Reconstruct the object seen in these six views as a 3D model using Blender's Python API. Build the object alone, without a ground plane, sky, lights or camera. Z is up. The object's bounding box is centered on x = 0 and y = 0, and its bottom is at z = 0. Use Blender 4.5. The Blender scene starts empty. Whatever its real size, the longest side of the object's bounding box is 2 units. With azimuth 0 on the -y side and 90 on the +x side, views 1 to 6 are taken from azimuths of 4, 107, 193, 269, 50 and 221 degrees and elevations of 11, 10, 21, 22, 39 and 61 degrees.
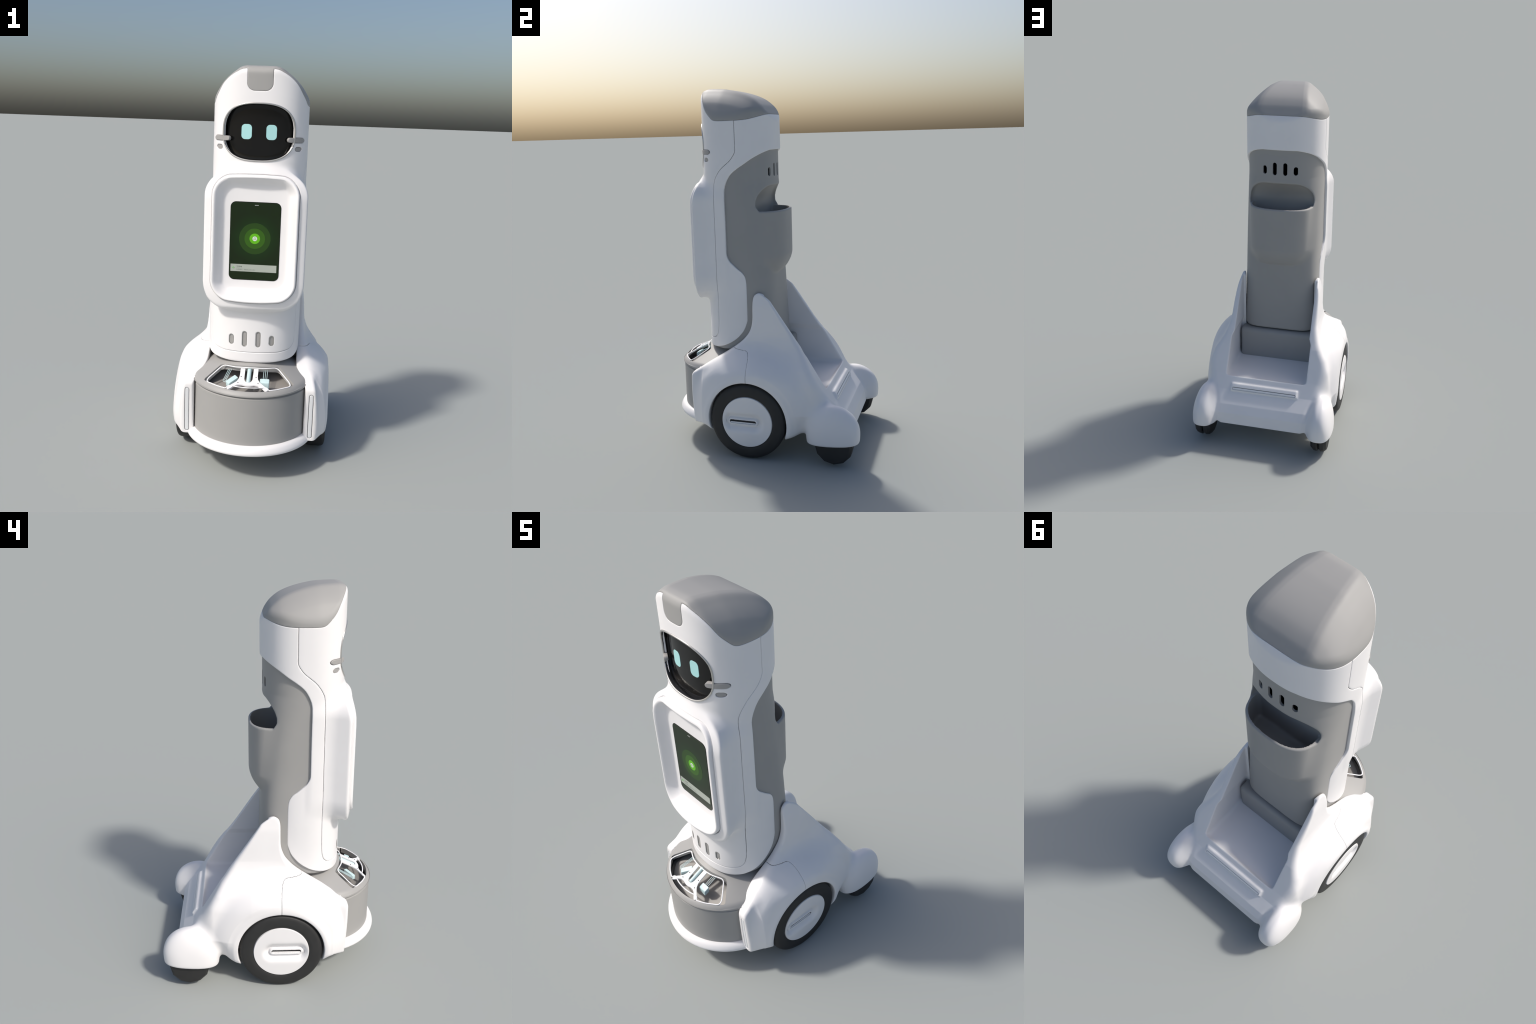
import bpy, math
import numpy as np
from mathutils import Vector

rng = np.random.default_rng(7)

# ============================================================== materials
def material(name, color, rough=0.45, metal=0.0, coat=0.0, vary=0.03, scale=6.0, bump=0.0, spec=0.5):
    """Principled plastic/metal; a soft noise breaks the tone by +-vary."""
    m = bpy.data.materials.new(name)
    m.use_nodes = True
    nt = m.node_tree
    b = nt.nodes["Principled BSDF"]
    b.inputs["Roughness"].default_value = rough
    b.inputs["Metallic"].default_value = metal
    b.inputs["Coat Weight"].default_value = coat
    b.inputs["Coat Roughness"].default_value = 0.08
    b.inputs["Specular IOR Level"].default_value = spec
    tc = nt.nodes.new("ShaderNodeTexCoord")
    no = nt.nodes.new("ShaderNodeTexNoise")
    no.inputs["Scale"].default_value = scale
    no.inputs["Detail"].default_value = 3.0
    nt.links.new(tc.outputs["Object"], no.inputs["Vector"])
    ra = nt.nodes.new("ShaderNodeValToRGB")
    c = np.array(color)
    lo, hi = c * (1 - vary), np.minimum(c * (1 + vary), 1.0)
    ra.color_ramp.elements[0].position = 0.3
    ra.color_ramp.elements[1].position = 0.7
    ra.color_ramp.elements[0].color = (*lo, 1)
    ra.color_ramp.elements[1].color = (*hi, 1)
    nt.links.new(no.outputs["Fac"], ra.inputs["Fac"])
    nt.links.new(ra.outputs["Color"], b.inputs["Base Color"])
    if bump > 0:
        n2 = nt.nodes.new("ShaderNodeTexNoise")
        n2.inputs["Scale"].default_value = 400
        bp = nt.nodes.new("ShaderNodeBump")
        bp.inputs["Strength"].default_value = bump
        bp.inputs["Distance"].default_value = 0.001
        nt.links.new(tc.outputs["Object"], n2.inputs["Vector"])
        nt.links.new(n2.outputs["Fac"], bp.inputs["Height"])
        nt.links.new(bp.outputs["Normal"], b.inputs["Normal"])
    return m

WHITE = material("white_plastic", (0.86, 0.845, 0.845), rough=0.42, vary=0.012)
GREY = material("grey_plastic", (0.35, 0.345, 0.335), rough=0.5, vary=0.02)
CAPGREY = material("cap_grey_plastic", (0.35, 0.345, 0.335), rough=0.55, vary=0.02)
RUBBER = material("black_rubber", (0.022, 0.022, 0.022), rough=0.6, vary=0.08, scale=20, bump=0.15)
GLASS = material("black_display_glass", (0.006, 0.006, 0.006), rough=0.14, vary=0.05, spec=0.32)
EYE = material("eye_glow_cyan", (0.42, 0.74, 0.74), rough=0.4, vary=0.01)
DARK = material("dark_cavity", (0.012, 0.012, 0.014), rough=0.7)  # near-black base colour puts the lack of light into vents and slots
SEAM = material("seam_shadow_gap", (0.05, 0.05, 0.055), rough=0.8)
PILL = material("warm_grey_sensor", (0.36, 0.35, 0.34), rough=0.4, vary=0.02)
CHROME = material("brushed_grey_trim", (0.55, 0.54, 0.52), rough=0.3, metal=0.8, vary=0.03)
TRIM = material("bright_white_trim", (0.93, 0.92, 0.93), rough=0.35, vary=0.01)
CYAN = material("pale_cyan_part", (0.56, 0.72, 0.73), rough=0.4, vary=0.02)
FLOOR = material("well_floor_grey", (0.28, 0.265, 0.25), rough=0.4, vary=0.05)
WELLDARK = material("well_wall_painted_shade", (0.06, 0.06, 0.062), rough=0.5, vary=0.05)  # grey darkened to the gloom inside the well
STRIP = material("lamp_strip_diffuser", (0.74, 0.755, 0.77), rough=0.35, vary=0.015)
GREENS = [material("screen_green_" + n, c, rough=0.35, vary=0.0, spec=0.3) for n, c in
          [("ring", (0.021, 0.060, 0.008)), ("halo", (0.036, 0.112, 0.009)), ("glow", (0.125, 0.46, 0.014))]]
ICON = material("icon_white", (0.72, 0.72, 0.72), rough=0.4, vary=0.0)
BARMAT = material("message_bar_grey", (0.40, 0.435, 0.385), rough=0.4, vary=0.01)
TEXTD = material("text_dark_grey", (0.10, 0.12, 0.10), rough=0.5, vary=0.0)
TEXTL = material("text_light_grey", (0.27, 0.30, 0.265), rough=0.5, vary=0.0)
TEXTG = material("text_green", (0.16, 0.62, 0.10), rough=0.5, vary=0.0)

def screen_material():
    """Dark green display: slightly greener round the middle of the picture."""
    m = bpy.data.materials.new("screen_dark_green")
    m.use_nodes = True
    nt = m.node_tree
    b = nt.nodes["Principled BSDF"]
    b.inputs["Roughness"].default_value = 0.3
    b.inputs["Specular IOR Level"].default_value = 0.3
    tc = nt.nodes.new("ShaderNodeTexCoord")
    sub = nt.nodes.new("ShaderNodeVectorMath"); sub.operation = "DISTANCE"
    sub.inputs[1].default_value = (0, -0.358, 1.184)
    nt.links.new(tc.outputs["Object"], sub.inputs[0])
    ra = nt.nodes.new("ShaderNodeValToRGB")
    e = ra.color_ramp.elements
    e[0].position, e[0].color = 0.075, (0.0085, 0.028, 0.005, 1)
    e[1].position, e[1].color = 0.125, (0.0075, 0.018, 0.0035, 1)
    nt.links.new(sub.outputs["Value"], ra.inputs["Fac"])
    nt.links.new(ra.outputs["Color"], b.inputs["Base Color"])
    return m
SCREEN = screen_material()

# ============================================================== object helpers
def empty(name, parent=None, loc=(0, 0, 0)):
    o = bpy.data.objects.new(name, None)
    bpy.context.collection.objects.link(o)
    o.location = loc
    if parent: o.parent = parent
    return o

def mesh_obj(name, V, F, mat, parent, angle=40.0, smooth=True):
    me = bpy.data.meshes.new(name)
    V = np.asarray(V, dtype=np.float64)
    if isinstance(F, np.ndarray) and F.ndim == 2:
        k = F.shape[1]
        me.vertices.add(len(V)); me.vertices.foreach_set("co", V.ravel().astype(np.float32))
        me.loops.add(F.size); me.loops.foreach_set("vertex_index", F.ravel().astype(np.int32))
        me.polygons.add(len(F)); me.polygons.foreach_set("loop_start", np.arange(0, F.size, k, dtype=np.int32))
        me.update(calc_edges=True)
    else:
        me.from_pydata([tuple(v) for v in V], [], [tuple(int(i) for i in f) for f in F])
    me.validate()
    me.materials.append(mat)
    o = bpy.data.objects.new(name, me)
    bpy.context.collection.objects.link(o)
    if parent: o.parent = parent
    if smooth:
        me.polygons.foreach_set("use_smooth", np.ones(len(me.polygons), dtype=bool))
        me.set_sharp_from_angle(angle=math.radians(angle))
    return o

# ============================================================== 2-D tools
def curve(points, closed=False, n=6):
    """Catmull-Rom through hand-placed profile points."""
    p = np.array(points, float)
    out = []
    m = len(p)
    for i in range(m if closed else m - 1):
        if closed:
            a, b, c, d = p[(i - 1) % m], p[i], p[(i + 1) % m], p[(i + 2) % m]
        else:
            a, b, c, d = p[max(i - 1, 0)], p[i], p[i + 1], p[min(i + 2, m - 1)]
        for t in np.arange(n) / n:
            # centripetal-ish: damp tangents for uneven spacing
            lb = np.linalg.norm(c - b)
            tb = (c - a) / max(np.linalg.norm(c - a), 1e-9) * min(lb, np.linalg.norm(b - a) if np.linalg.norm(b - a) > 0 else lb)
            tc = (d - b) / max(np.linalg.norm(d - b), 1e-9) * min(lb, np.linalg.norm(d - c) if np.linalg.norm(d - c) > 0 else lb)
            h1, h2, h3, h4 = 2*t**3-3*t**2+1, t**3-2*t**2+t, -2*t**3+3*t**2, t**3-t**2
            out.append(h1*b + h2*tb + h3*c + h4*tc)
    if not closed: out.append(p[-1])
    return np.array(out)

def sd_poly(poly, u, v):
    """signed distance to polygon (negative inside), broadcast over u, v"""
    poly = np.asarray(poly)
    u, v = np.broadcast_arrays(u, v)
    d = np.full(u.shape, 1e9); s = np.ones(u.shape)
    j = len(poly) - 1
    for i in range(len(poly)):
        ax, ay = poly[i]; bx, by = poly[j]
        ex, ey = bx - ax, by - ay
        wx, wy = u - ax, v - ay
        t = np.clip((wx*ex + wy*ey) / (ex*ex + ey*ey + 1e-18), 0, 1)
        dx, dy = wx - ex*t, wy - ey*t
        d = np.minimum(d, dx*dx + dy*dy)
        c1 = v >= ay; c2 = v < by; c3 = ex*wy > ey*wx
        flip = (c1 & c2 & c3) | (~c1 & ~c2 & ~c3)
        s = np.where(flip, -s, s)
        j = i
    return s * np.sqrt(d)

def sd_rbox(u, v, hu, hv, r):
    qu, qv = np.abs(u) - hu + r, np.abs(v) - hv + r
    return np.hypot(np.maximum(qu, 0), np.maximum(qv, 0)) + np.minimum(np.maximum(qu, qv), 0) - r

def smin(a, b, k):
    h = np.clip(0.5 + 0.5*(b - a)/k, 0, 1)
    return b*(1-h) + a*h - k*h*(1-h)

def smax(a, b, k): return -smin(-a, -b, k)

def interp(x, xs, ys):
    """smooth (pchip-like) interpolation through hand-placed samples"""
    xs, ys = np.array(xs, float), np.array(ys, float)
    x = np.clip(x, xs[0], xs[-1])
    h = np.diff(xs); dl = np.diff(ys)/h
    m = np.zeros(len(xs)); m[0], m[-1] = dl[0], dl[-1]
    for i in range(1, len(xs)-1):
        m[i] = 0 if dl[i-1]*dl[i] <= 0 else 2*dl[i-1]*dl[i]/(dl[i-1]+dl[i])
    i = np.clip(np.searchsorted(xs, x, side="right")-1, 0, len(xs)-2)
    t = (x - xs[i])/h[i]
    return ((2*t**3-3*t**2+1)*ys[i] + (t**3-2*t**2+t)*h[i]*m[i] + (-2*t**3+3*t**2)*ys[i+1] + (t**3-t**2)*h[i]*m[i+1])

# ============================================================== implicit surfaces -> mesh
def gradient(f, P, e=4e-4):
    x, y, z = P.T
    g = np.stack([f(x+e, y, z)-f(x-e, y, z), f(x, y+e, z)-f(x, y-e, z), f(x, y, z+e)-f(x, y, z-e)], 1)
    return g/(2*e)

def implicit_mesh(f, lo, hi, h):
    """naive surface nets on a regular grid (mirror-symmetric in x), then Newton projection"""
    nx = int(math.ceil(hi[0]/h))
    xs = (np.arange(nx)+0.5)*h
    ys = np.arange(lo[1], hi[1], h); zs = np.arange(lo[2], hi[2], h)
    half = f(xs[:, None, None], ys[None, :, None], zs[None, None, :]) + np.zeros((nx, len(ys), len(zs)))
    F = np.concatenate([half[::-1], half], 0)
    del half
    X = np.concatenate([-xs[::-1], xs])
    S = F < 0
    sh = tuple(n-1 for n in F.shape)
    def cor(A, i, j, k): return A[i:i+sh[0], j:j+sh[1], k:k+sh[2]]
    cnt = np.zeros(sh, np.int8)
    for i in (0, 1):
        for j in (0, 1):
            for k in (0, 1): cnt += cor(S, i, j, k)
    act = np.argwhere((cnt > 0) & (cnt < 8))
    idx = -np.ones(sh, np.int32); idx[tuple(act.T)] = np.arange(len(act))
    acc = np.zeros((len(act), 3)); num = np.zeros(len(act))
    corners = [(i, j, k) for i in (0, 1) for j in (0, 1) for k in (0, 1)]
    for a in corners:
        for ax in range(3):
            if a[ax]: continue
            b = list(a); b[ax] = 1
            fa = F[act[:, 0]+a[0], act[:, 1]+a[1], act[:, 2]+a[2]]
            fb = F[act[:, 0]+b[0], act[:, 1]+b[1], act[:, 2]+b[2]]
            m = (fa < 0) != (fb < 0)
            t = np.where(m, fa/np.where(fa == fb, 1, fa-fb), 0)
            p = np.array(a, float)[None, :].repeat(len(act), 0); p[:, ax] += t
            acc[m] += p[m]; num += m
    loc = act + acc/num[:, None]
    V = np.stack([X[0]+loc[:, 0]*h, ys[0]+loc[:, 1]*h, zs[0]+loc[:, 2]*h], 1)
    T = []
    for ax in range(3):
        A = [slice(None)]*3; B = [slice(None)]*3
        A[ax] = slice(0, -1); B[ax] = slice(1, None)
        sa, sb = S[tuple(A)], S[tuple(B)]
        e = np.argwhere(sa != sb)
        o1, o2 = [(1, 2), (2, 0), (0, 1)][ax]
        e = e[(e[:, o1] > 0) & (e[:, o2] > 0) & (e[:, o1] < F.shape[o1]-1) & (e[:, o2] < F.shape[o2]-1)]
        def c(d1, d2):
            q = e.copy(); q[:, o1] -= d1; q[:, o2] -= d2
            return idx[tuple(q.T)]
        q = np.stack([c(1, 1), c(0, 1), c(0, 0), c(1, 0)], 1)
        inside = sa[tuple(e.T)]
        q[~inside] = q[~inside][:, ::-1]
        T.append(q)
    Q = np.concatenate(T)
    for _ in range(4):
        g = gradient(f, V); v = f(*V.T)
        st = v[:, None]*g/np.maximum((g*g).sum(1), 0.05)[:, None]
        L = np.linalg.norm(st, axis=1, keepdims=True)
        V = V - st*np.minimum(1, 0.6*h/np.maximum(L, 1e-9))
    # choose the shorter diagonal
    d1 = np.linalg.norm(V[Q[:, 0]]-V[Q[:, 2]], axis=1); d2 = np.linalg.norm(V[Q[:, 1]]-V[Q[:, 3]], axis=1)
    s = d1 <= d2
    T = np.concatenate([Q[s][:, [0, 1, 2]], Q[s][:, [0, 2, 3]], Q[~s][:, [0, 1, 3]], Q[~s][:, [1, 2, 3]]])
    return V, T

def compact(V, T):
    u, inv = np.unique(T, return_inverse=True)
    return V[u], inv.reshape(T.shape)

def iso_split(V, T, g, snap=0.0006):
    """insert the curve g = 0 into a triangle mesh; returns V, T and side (+1/-1) per triangle"""
    g = np.where(np.abs(g) < snap, 0.0, g)
    s = np.sign(g).astype(int)
    st = s[T]
    cross = (st.max(1) > 0) & (st.min(1) < 0)
    keep, cut = T[~cross], T[cross]
    if len(cut):
        E = np.concatenate([cut[:, [0, 1]], cut[:, [1, 2]], cut[:, [2, 0]]])
        E = E[s[E[:, 0]]*s[E[:, 1]] < 0]
        E = np.unique(np.sort(E, 1), axis=0)
        ga, gb = g[E[:, 0]], g[E[:, 1]]
        t = (ga/(ga-gb))[:, None]
        NV = V[E[:, 0]]*(1-t) + V[E[:, 1]]*t
        base = len(V); key = E[:, 0].astype(np.int64)*base + E[:, 1]
        V = np.concatenate([V, NV]); s = np.concatenate([s, np.zeros(len(E), int)])
        def mid(a, b):
            k = np.minimum(a, b).astype(np.int64)*base + np.maximum(a, b)
            return base + np.searchsorted(key, k)
        new = []
        sc = s[cut]
        zero = (sc == 0).any(1)
        c = cut[zero]
        if len(c):
            z = np.argmax(s[c] == 0, 1); r = np.arange(len(c))
            a, b, d = c[r, z], c[r, (z+1) % 3], c[r, (z+2) % 3]
            m = mid(b, d); new += [np.stack([a, b, m], 1), np.stack([a, m, d], 1)]
        c = cut[~zero]
        if len(c):
            ss = s[c]; lone = np.where(ss.sum(1)[:, None] > 0, ss < 0, ss > 0)
            z = np.argmax(lone, 1); r = np.arange(len(c))
            a, b, d = c[r, z], c[r, (z+1) % 3], c[r, (z+2) % 3]
            m1, m2 = mid(a, b), mid(a, d)
            new += [np.stack([a, m1, m2], 1), np.stack([m1, b, d], 1), np.stack([m1, d, m2], 1)]
        T = np.concatenate([keep]+new)
    side = np.sign(s[T].sum(1))
    return V, T, side

def boundary(T):
    E = np.concatenate([T[:, [0, 1]], T[:, [1, 2]], T[:, [2, 0]]])
    k = np.sort(E, 1); _, inv, c = np.unique(k, axis=0, return_inverse=True, return_counts=True)
    return E[c[inv.ravel()] == 1]

def region(V, T, field):
    V, T, side = iso_split(V, T, field(*V.T))
    return compact(V, T[side > 0])

def panel(V, T, fields, surf, thick=0.012, rnd=0.004, lift=0.0):
    """part of a surface bounded by fields (>0 inside), with rounded edges and real thickness"""
    for f in fields: V, T = region(V, T, f)
    dist = lambda x, y, z: np.min([f(x, y, z) for f in fields], axis=0)
    if rnd > 0:
        for lv in (0.35*rnd, rnd):
            V, T, _ = iso_split(V, T, dist(*V.T)-lv, snap=0.0003)
    V, T = compact(V, T)
    N = gradient(surf, V); N /= np.maximum(np.linalg.norm(N, axis=1, keepdims=True), 1e-9)
    off = np.full(len(V), lift)
    if rnd > 0:
        d = np.clip(dist(*V.T), 0, rnd)
        off -= rnd - np.sqrt(np.maximum(rnd**2-(rnd-d)**2, 0))
    O = V + N*off[:, None]; I = V - N*thick
    B = boundary(T); n = len(V)
    W = np.concatenate([np.stack([B[:, 1], B[:, 0], B[:, 0]+n], 1), np.stack([B[:, 1], B[:, 0]+n, B[:, 1]+n], 1)])
    return np.concatenate([O, I]), np.concatenate([T, T[:, ::-1]+n, W])

# ============================================================== simple solids
def ring_loft(rings, closed_ring=True, cap=(False, False)):
    rings = [np.asarray(r, float) for r in rings]
    n = len(rings[0]); V = np.concatenate(rings); F = []
    m = n if closed_ring else n-1
    for i in range(len(rings)-1):
        for j in range(m):
            a, b = i*n+j, i*n+(j+1) % n
            F.append((a, b, b+n, a+n))
    if cap[0]: F.append(tuple(range(n))[::-1])
    if cap[1]: F.append(tuple(range((len(rings)-1)*n, len(rings)*n)))
    return V, F

def lathe(profile, axis="x", center=(0, 0, 0), seg=96, sign=1):
    """revolve (radius, along) profile about an axis through center"""
    a = np.arange(seg)/seg*2*math.pi
    rings = []
    for r, h in profile:
        if axis == "x": p = np.stack([np.full(seg, sign*h), r*np.cos(a), r*np.sin(a)], 1)
        else: p = np.stack([r*np.cos(a), r*np.sin(a), np.full(seg, h)], 1)
        rings.append(p + np.array(center))
    return ring_loft(rings)

def tube(path, radius, seg=10, closed=False, flat=None):
    p = np.array(path, float); n = len(p); rings = []
    for i in range(n):
        t = (p[(i+1) % n]-p[(i-1) % n]) if closed else (p[min(i+1, n-1)]-p[max(i-1, 0)])
        t = t/np.linalg.norm(t)
        up = np.array([0, 0, 1.0]) if abs(t[2]) < 0.9 else np.array([0, 1.0, 0])
        if flat is not None: up = np.array(flat, float)
        s = np.cross(t, up); s /= np.linalg.norm(s); u = np.cross(s, t)
        a = np.arange(seg)/seg*2*math.pi
        ra, rb = radius if isinstance(radius, tuple) else (radius, radius)
        rings.append(p[i] + ra*np.cos(a)[:, None]*s + rb*np.sin(a)[:, None]*u)
    if closed: rings.append(rings[0])
    V, F = ring_loft(rings, cap=(not closed, not closed))
    return V, F

def rrect(hu, hv, r, n=8):
    """rounded rectangle outline, counter-clockwise"""
    pts = []
    for cx, cy, a0 in ((hu-r, hv-r, 0), (-hu+r, hv-r, 90), (-hu+r, -hv+r, 180), (hu-r, -hv+r, 270)):
        for k in range(n+1):
            a = math.radians(a0+90*k/n); pts.append((cx+r*math.cos(a), cy+r*math.sin(a)))
    return np.array(pts)

def slab(outline, place, depth, bevel=0.0015):
    """extrude a 2-D outline; place(u, v, d) -> xyz, d measured outward from the back"""
    o = np.asarray(outline, float); c = o.mean(0)
    ins = o + (c-o)*(bevel/np.maximum(np.linalg.norm(c-o, axis=1), 1e-6))[:, None]
    rings = [np.array([place(u, v, 0) for u, v in o]), np.array([place(u, v, depth-bevel) for u, v in o]),
             np.array([place(u, v, depth) for u, v in ins])]
    return ring_loft(rings, cap=(True, True))

# ============================================================== design fields
YC = -0.16          # centre of the column's section
def section(x, y, a=0.234, bf=0.2, nf=2.6, bb=0.213, nb=2.4):
    """radial distance to the two-sided superellipse that is the column's plan"""
    yy = y-YC
    front = yy < 0
    b = np.where(front, bf, bb); n = np.where(front, nf, nb)
    u, v = np.abs(x)/a+1e-9, np.abs(yy)/b+1e-9
    q = (u**n+v**n)**(1/n)
    r = np.hypot(x, yy)+1e-9
    return r - r/q

def col_y(x, inset=0.0, a=0.234, bf=0.197, n=2.6):
    """front surface of the column: y for given x"""
    u = np.minimum(np.abs(x)/(a-inset), 0.9999)
    return YC-(bf-inset)*(1-u**n)**(1/n)

def dome(x, y):
    """height of the cap: side profile along y, and a fall-off beyond a central strip that widens to the back"""
    side = interp(y, [-0.40, -0.372, -0.355, -0.335, -0.305, -0.224, -0.17, -0.104, -0.046, 0.0, 0.025, 0.045, 0.08],
                  [1.93, 1.955, 1.978, 1.994, 2.000, 1.996, 1.987, 1.969, 1.944, 1.908, 1.875, 1.845, 1.78])
    strip = interp(y, [-0.36, -0.32, -0.2, -0.1, 0.0, 0.05], [0.062, 0.066, 0.085, 0.100, 0.115, 0.12])
    fall = interp(np.maximum(np.abs(x)-strip, 0), [0, 0.02, 0.058, 0.105, 0.130, 0.155, 0.18],
                  [0, -0.004, -0.029, -0.073, -0.110, -0.155, -0.20])
    return side+fall

ZT = 1.186          # middle of the tablet
def tablet_outline(x, z, hw, hh, r):
    zz = (z-ZT)*hh/(hh+0.012*np.clip(1-(x/0.2)**2, 0, 1))
    return sd_rbox(x, zz, hw, hh, r)
def tablet_front(x, z):
    return -0.434+0.80*x*x + 0.043*np.clip((z-1.37)/0.125, 0, 1.6)**2 + 0.007*np.clip((0.98-z)/0.10, 0, 1.5)**2

def body_field(x, y, z):
    up = np.clip((z-1.25)/0.3, 0, 1)
    c = section(x, y, bf=0.199-0.002*up, nf=2.28+0.32*up)
    c = smax(c, (z-dome(x, y))*0.75, 0.014)
    c = smax(c, 0.545-z, 0.02)
    fl = 0.045*np.clip((y+0.405)/0.15, 0, 1)
    drop = (-0.014+0.036*np.clip((y+0.420)/0.045, 0, 1))*np.clip((ZT-0.2-z)/0.1, 0, 1)      # the lower edge hangs a little below the upper one's mirror
    t = tablet_outline(x, z+drop, 0.2615, 0.336, 0.128)+fl
    t = smax(t, tablet_front(x, z)+0.0125-y, 0.012)
    t = smax(t, y+0.2, 0.02)
    return smin(c, t, 0.045)

GREY_EDGE = curve([(0.041, 1.663), (0.011, 1.647), (-0.032, 1.621), (-0.075, 1.591), (-0.112, 1.567), (-0.152, 1.533),
                   (-0.178, 1.486), (-0.187, 1.444), (-0.186, 1.275), (-0.186, 1.107), (-0.179, 1.082), (-0.162, 1.056),
                   (-0.125, 1.022), (-0.098, 1.000), (-0.083, 0.973), (-0.078, 0.940), (-0.077, 0.88), (-0.077, 0.74), (-0.082, 0.715),
                   (-0.102, 0.67), (-0.147, 0.622), (-0.206, 0.587), (-0.27, 0.566)], n=4)
GREY_POLY = np.concatenate([[(0.3, 1.672), (0.1, 1.668)], GREY_EDGE, [(-0.345, 0.553), (-0.5, 0.550), (-0.5, 0.2), (0.3, 0.2)]])
SEAM_EDGE = curve([(-0.117, 1.70), (-0.117, 1.662), (-0.129, 1.637), (-0.151, 1.61), (-0.2, 1.57), (-0.229, 1.533),
                   (-0.246, 1.494), (-0.250, 1.423), (-0.251, 0.85), (-0.253, 0.708), (-0.262, 0.650), (-0.285, 0.620), (-0.33, 0.607)], n=4)
SEAM_POLY = np.concatenate([[(-0.7, 2.3), (-0.117, 2.3)], SEAM_EDGE, [(-0.7, 0.604)]])
CAP_EDGE = curve([(0.30, 1.87), (0.10, 1.865), (0.042, 1.856), (-0.006, 1.840), (-0.054, 1.828), (-0.117, 1.8235), (-0.20, 1.823),
                  (-0.228, 1.825), (-0.248, 1.834), (-0.286, 1.874), (-0.309, 1.916), (-0.329, 1.953), (-0.340, 1.970)], n=4)
CAP_POLY = np.concatenate([CAP_EDGE, [(-0.349, 1.990), (-0.36, 2.3), (0.3, 2.3)]])

def grey_f(x, y, z): return sd_poly(GREY_POLY, y, z)
def seam_f(x, y, z): return sd_poly(SEAM_POLY, y, z)
def cap_f(x, y, z):
    notch = np.where(y < -0.2, sd_rbox(x, z-2.09, 0.061, 0.207, 0.035), 1.0)
    return np.minimum(sd_poly(CAP_POLY, y, z), notch)
def face_f(x, y, z, s=0.0):
    u, v = np.abs(x)/(0.170+s)+1e-9, np.abs(z-1.692)/(0.1335+s)+1e-9
    q = (u**2.6+v**2.6)**(1/2.6); r = np.hypot(x, z-1.692)+1e-9
    return np.where(y < -0.2, r-r/q, 1.0)
def pill_f(cx, cz, hu, hv, ymax):
    """distance to a mirrored pair of pills in the front view"""
    r = min(hu, hv)
    return lambda x, y, z: np.where(y < ymax, sd_rbox(np.abs(x)-cx, z-cz, hu, hv, r), 1.0)
VENTS = [(0.034, 0.675, 0.0125, 0.040), (0.101, 0.668, 0.0125, 0.026)]
vent_fs = [pill_f(cx, cz, hu, hv, -0.25) for cx, cz, hu, hv in VENTS]
whisker_f = pill_f(0.1765, 1.660, 0.0390, 0.0125, -0.2)
cheek_f = pill_f(0.190, 1.618, 0.0165, 0.0115, -0.2)
def tab_hole(x, y, z): return np.where(y < -0.25, tablet_outline(x, z, 0.2125, 0.3015, 0.0915), 1.0)

# ============================================================== root
root = empty("service_robot")
root["label"] = "white and grey wheeled service robot with face display and tablet"
root["category"] = "robot"

# ============================================================== column: shells and cap
BV, BT = implicit_mesh(body_field, (0, -0.46, 0.51), (0.29, 0.09, 2.03), 0.0055)
GAP = 0.0009
V, T = panel(BV, BT, [lambda x, y, z: -cap_f(x, y, z)-0.0003], body_field, thick=0.012, rnd=0.0025)
mesh_obj("head_cap", V, T, CAPGREY, root)
V, T = panel(BV, BT, [lambda x, y, z: -seam_f(x, y, z)-GAP, lambda x, y, z: cap_f(x, y, z)-0.0003,
                      lambda x, y, z: face_f(x, y, z), lambda x, y, z: tab_hole(x, y, z), *vent_fs, whisker_f, cheek_f],
             body_field, thick=0.012, rnd=0.002)
front = mesh_obj("front_shell", V, T, WHITE, root)
V, T = panel(BV, BT, [lambda x, y, z: seam_f(x, y, z)-GAP, lambda x, y, z: grey_f(x, y, z), lambda x, y, z: cap_f(x, y, z)-0.0003],
             body_field, thick=0.014, rnd=0.0035)
mesh_obj("side_shell", V, T, WHITE, root)
# near-black band under the seams, modelled to draw the shadow in the gap
V, T = panel(BV, BT, [lambda x, y, z: 0.004-np.abs(seam_f(x, y, z)), lambda x, y, z: cap_f(x, y, z)+0.003], body_field, thick=0.012, rnd=0, lift=-0.006)
mesh_obj("seam_painted_shadow", V, T, SEAM, root)

# sensors set flush into the front shell: pieces of the same surface
for nm, f, mat, lift in [("whisker_sensor", whisker_f, PILL, 0.0035), ("cheek_sensor", cheek_f, PILL, -0.003)]:
    for sx in (-1, 1):
        V, T = panel(BV, BT, [lambda x, y, z: -f(x, y, z)-0.0012, lambda x, y, z: sx*x], body_field, thick=0.014, rnd=0.002, lift=lift)
        mesh_obj(nm, V, T, mat, root)
for f, (cx, cz, hu, hv) in zip(vent_fs, VENTS):
    for sx in (-1, 1):
        V, T = panel(BV, BT, [lambda x, y, z: -f(x, y, z)-0.003, lambda x, y, z: sx*x], body_field, thick=0.014, rnd=0.001, lift=-0.003)
        vent = mesh_obj("vent_slot", V, T, PILL, root)
        V, T = panel(BV, BT, [lambda x, y, z: -f(x, y, z)-0.0003, lambda x, y, z: f(x, y, z)+0.003, lambda x, y, z: sx*x], body_field, thick=0.012, rnd=0.001, lift=0.0005)
        mesh_obj("vent_rim", V, T, CHROME, vent)

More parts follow.
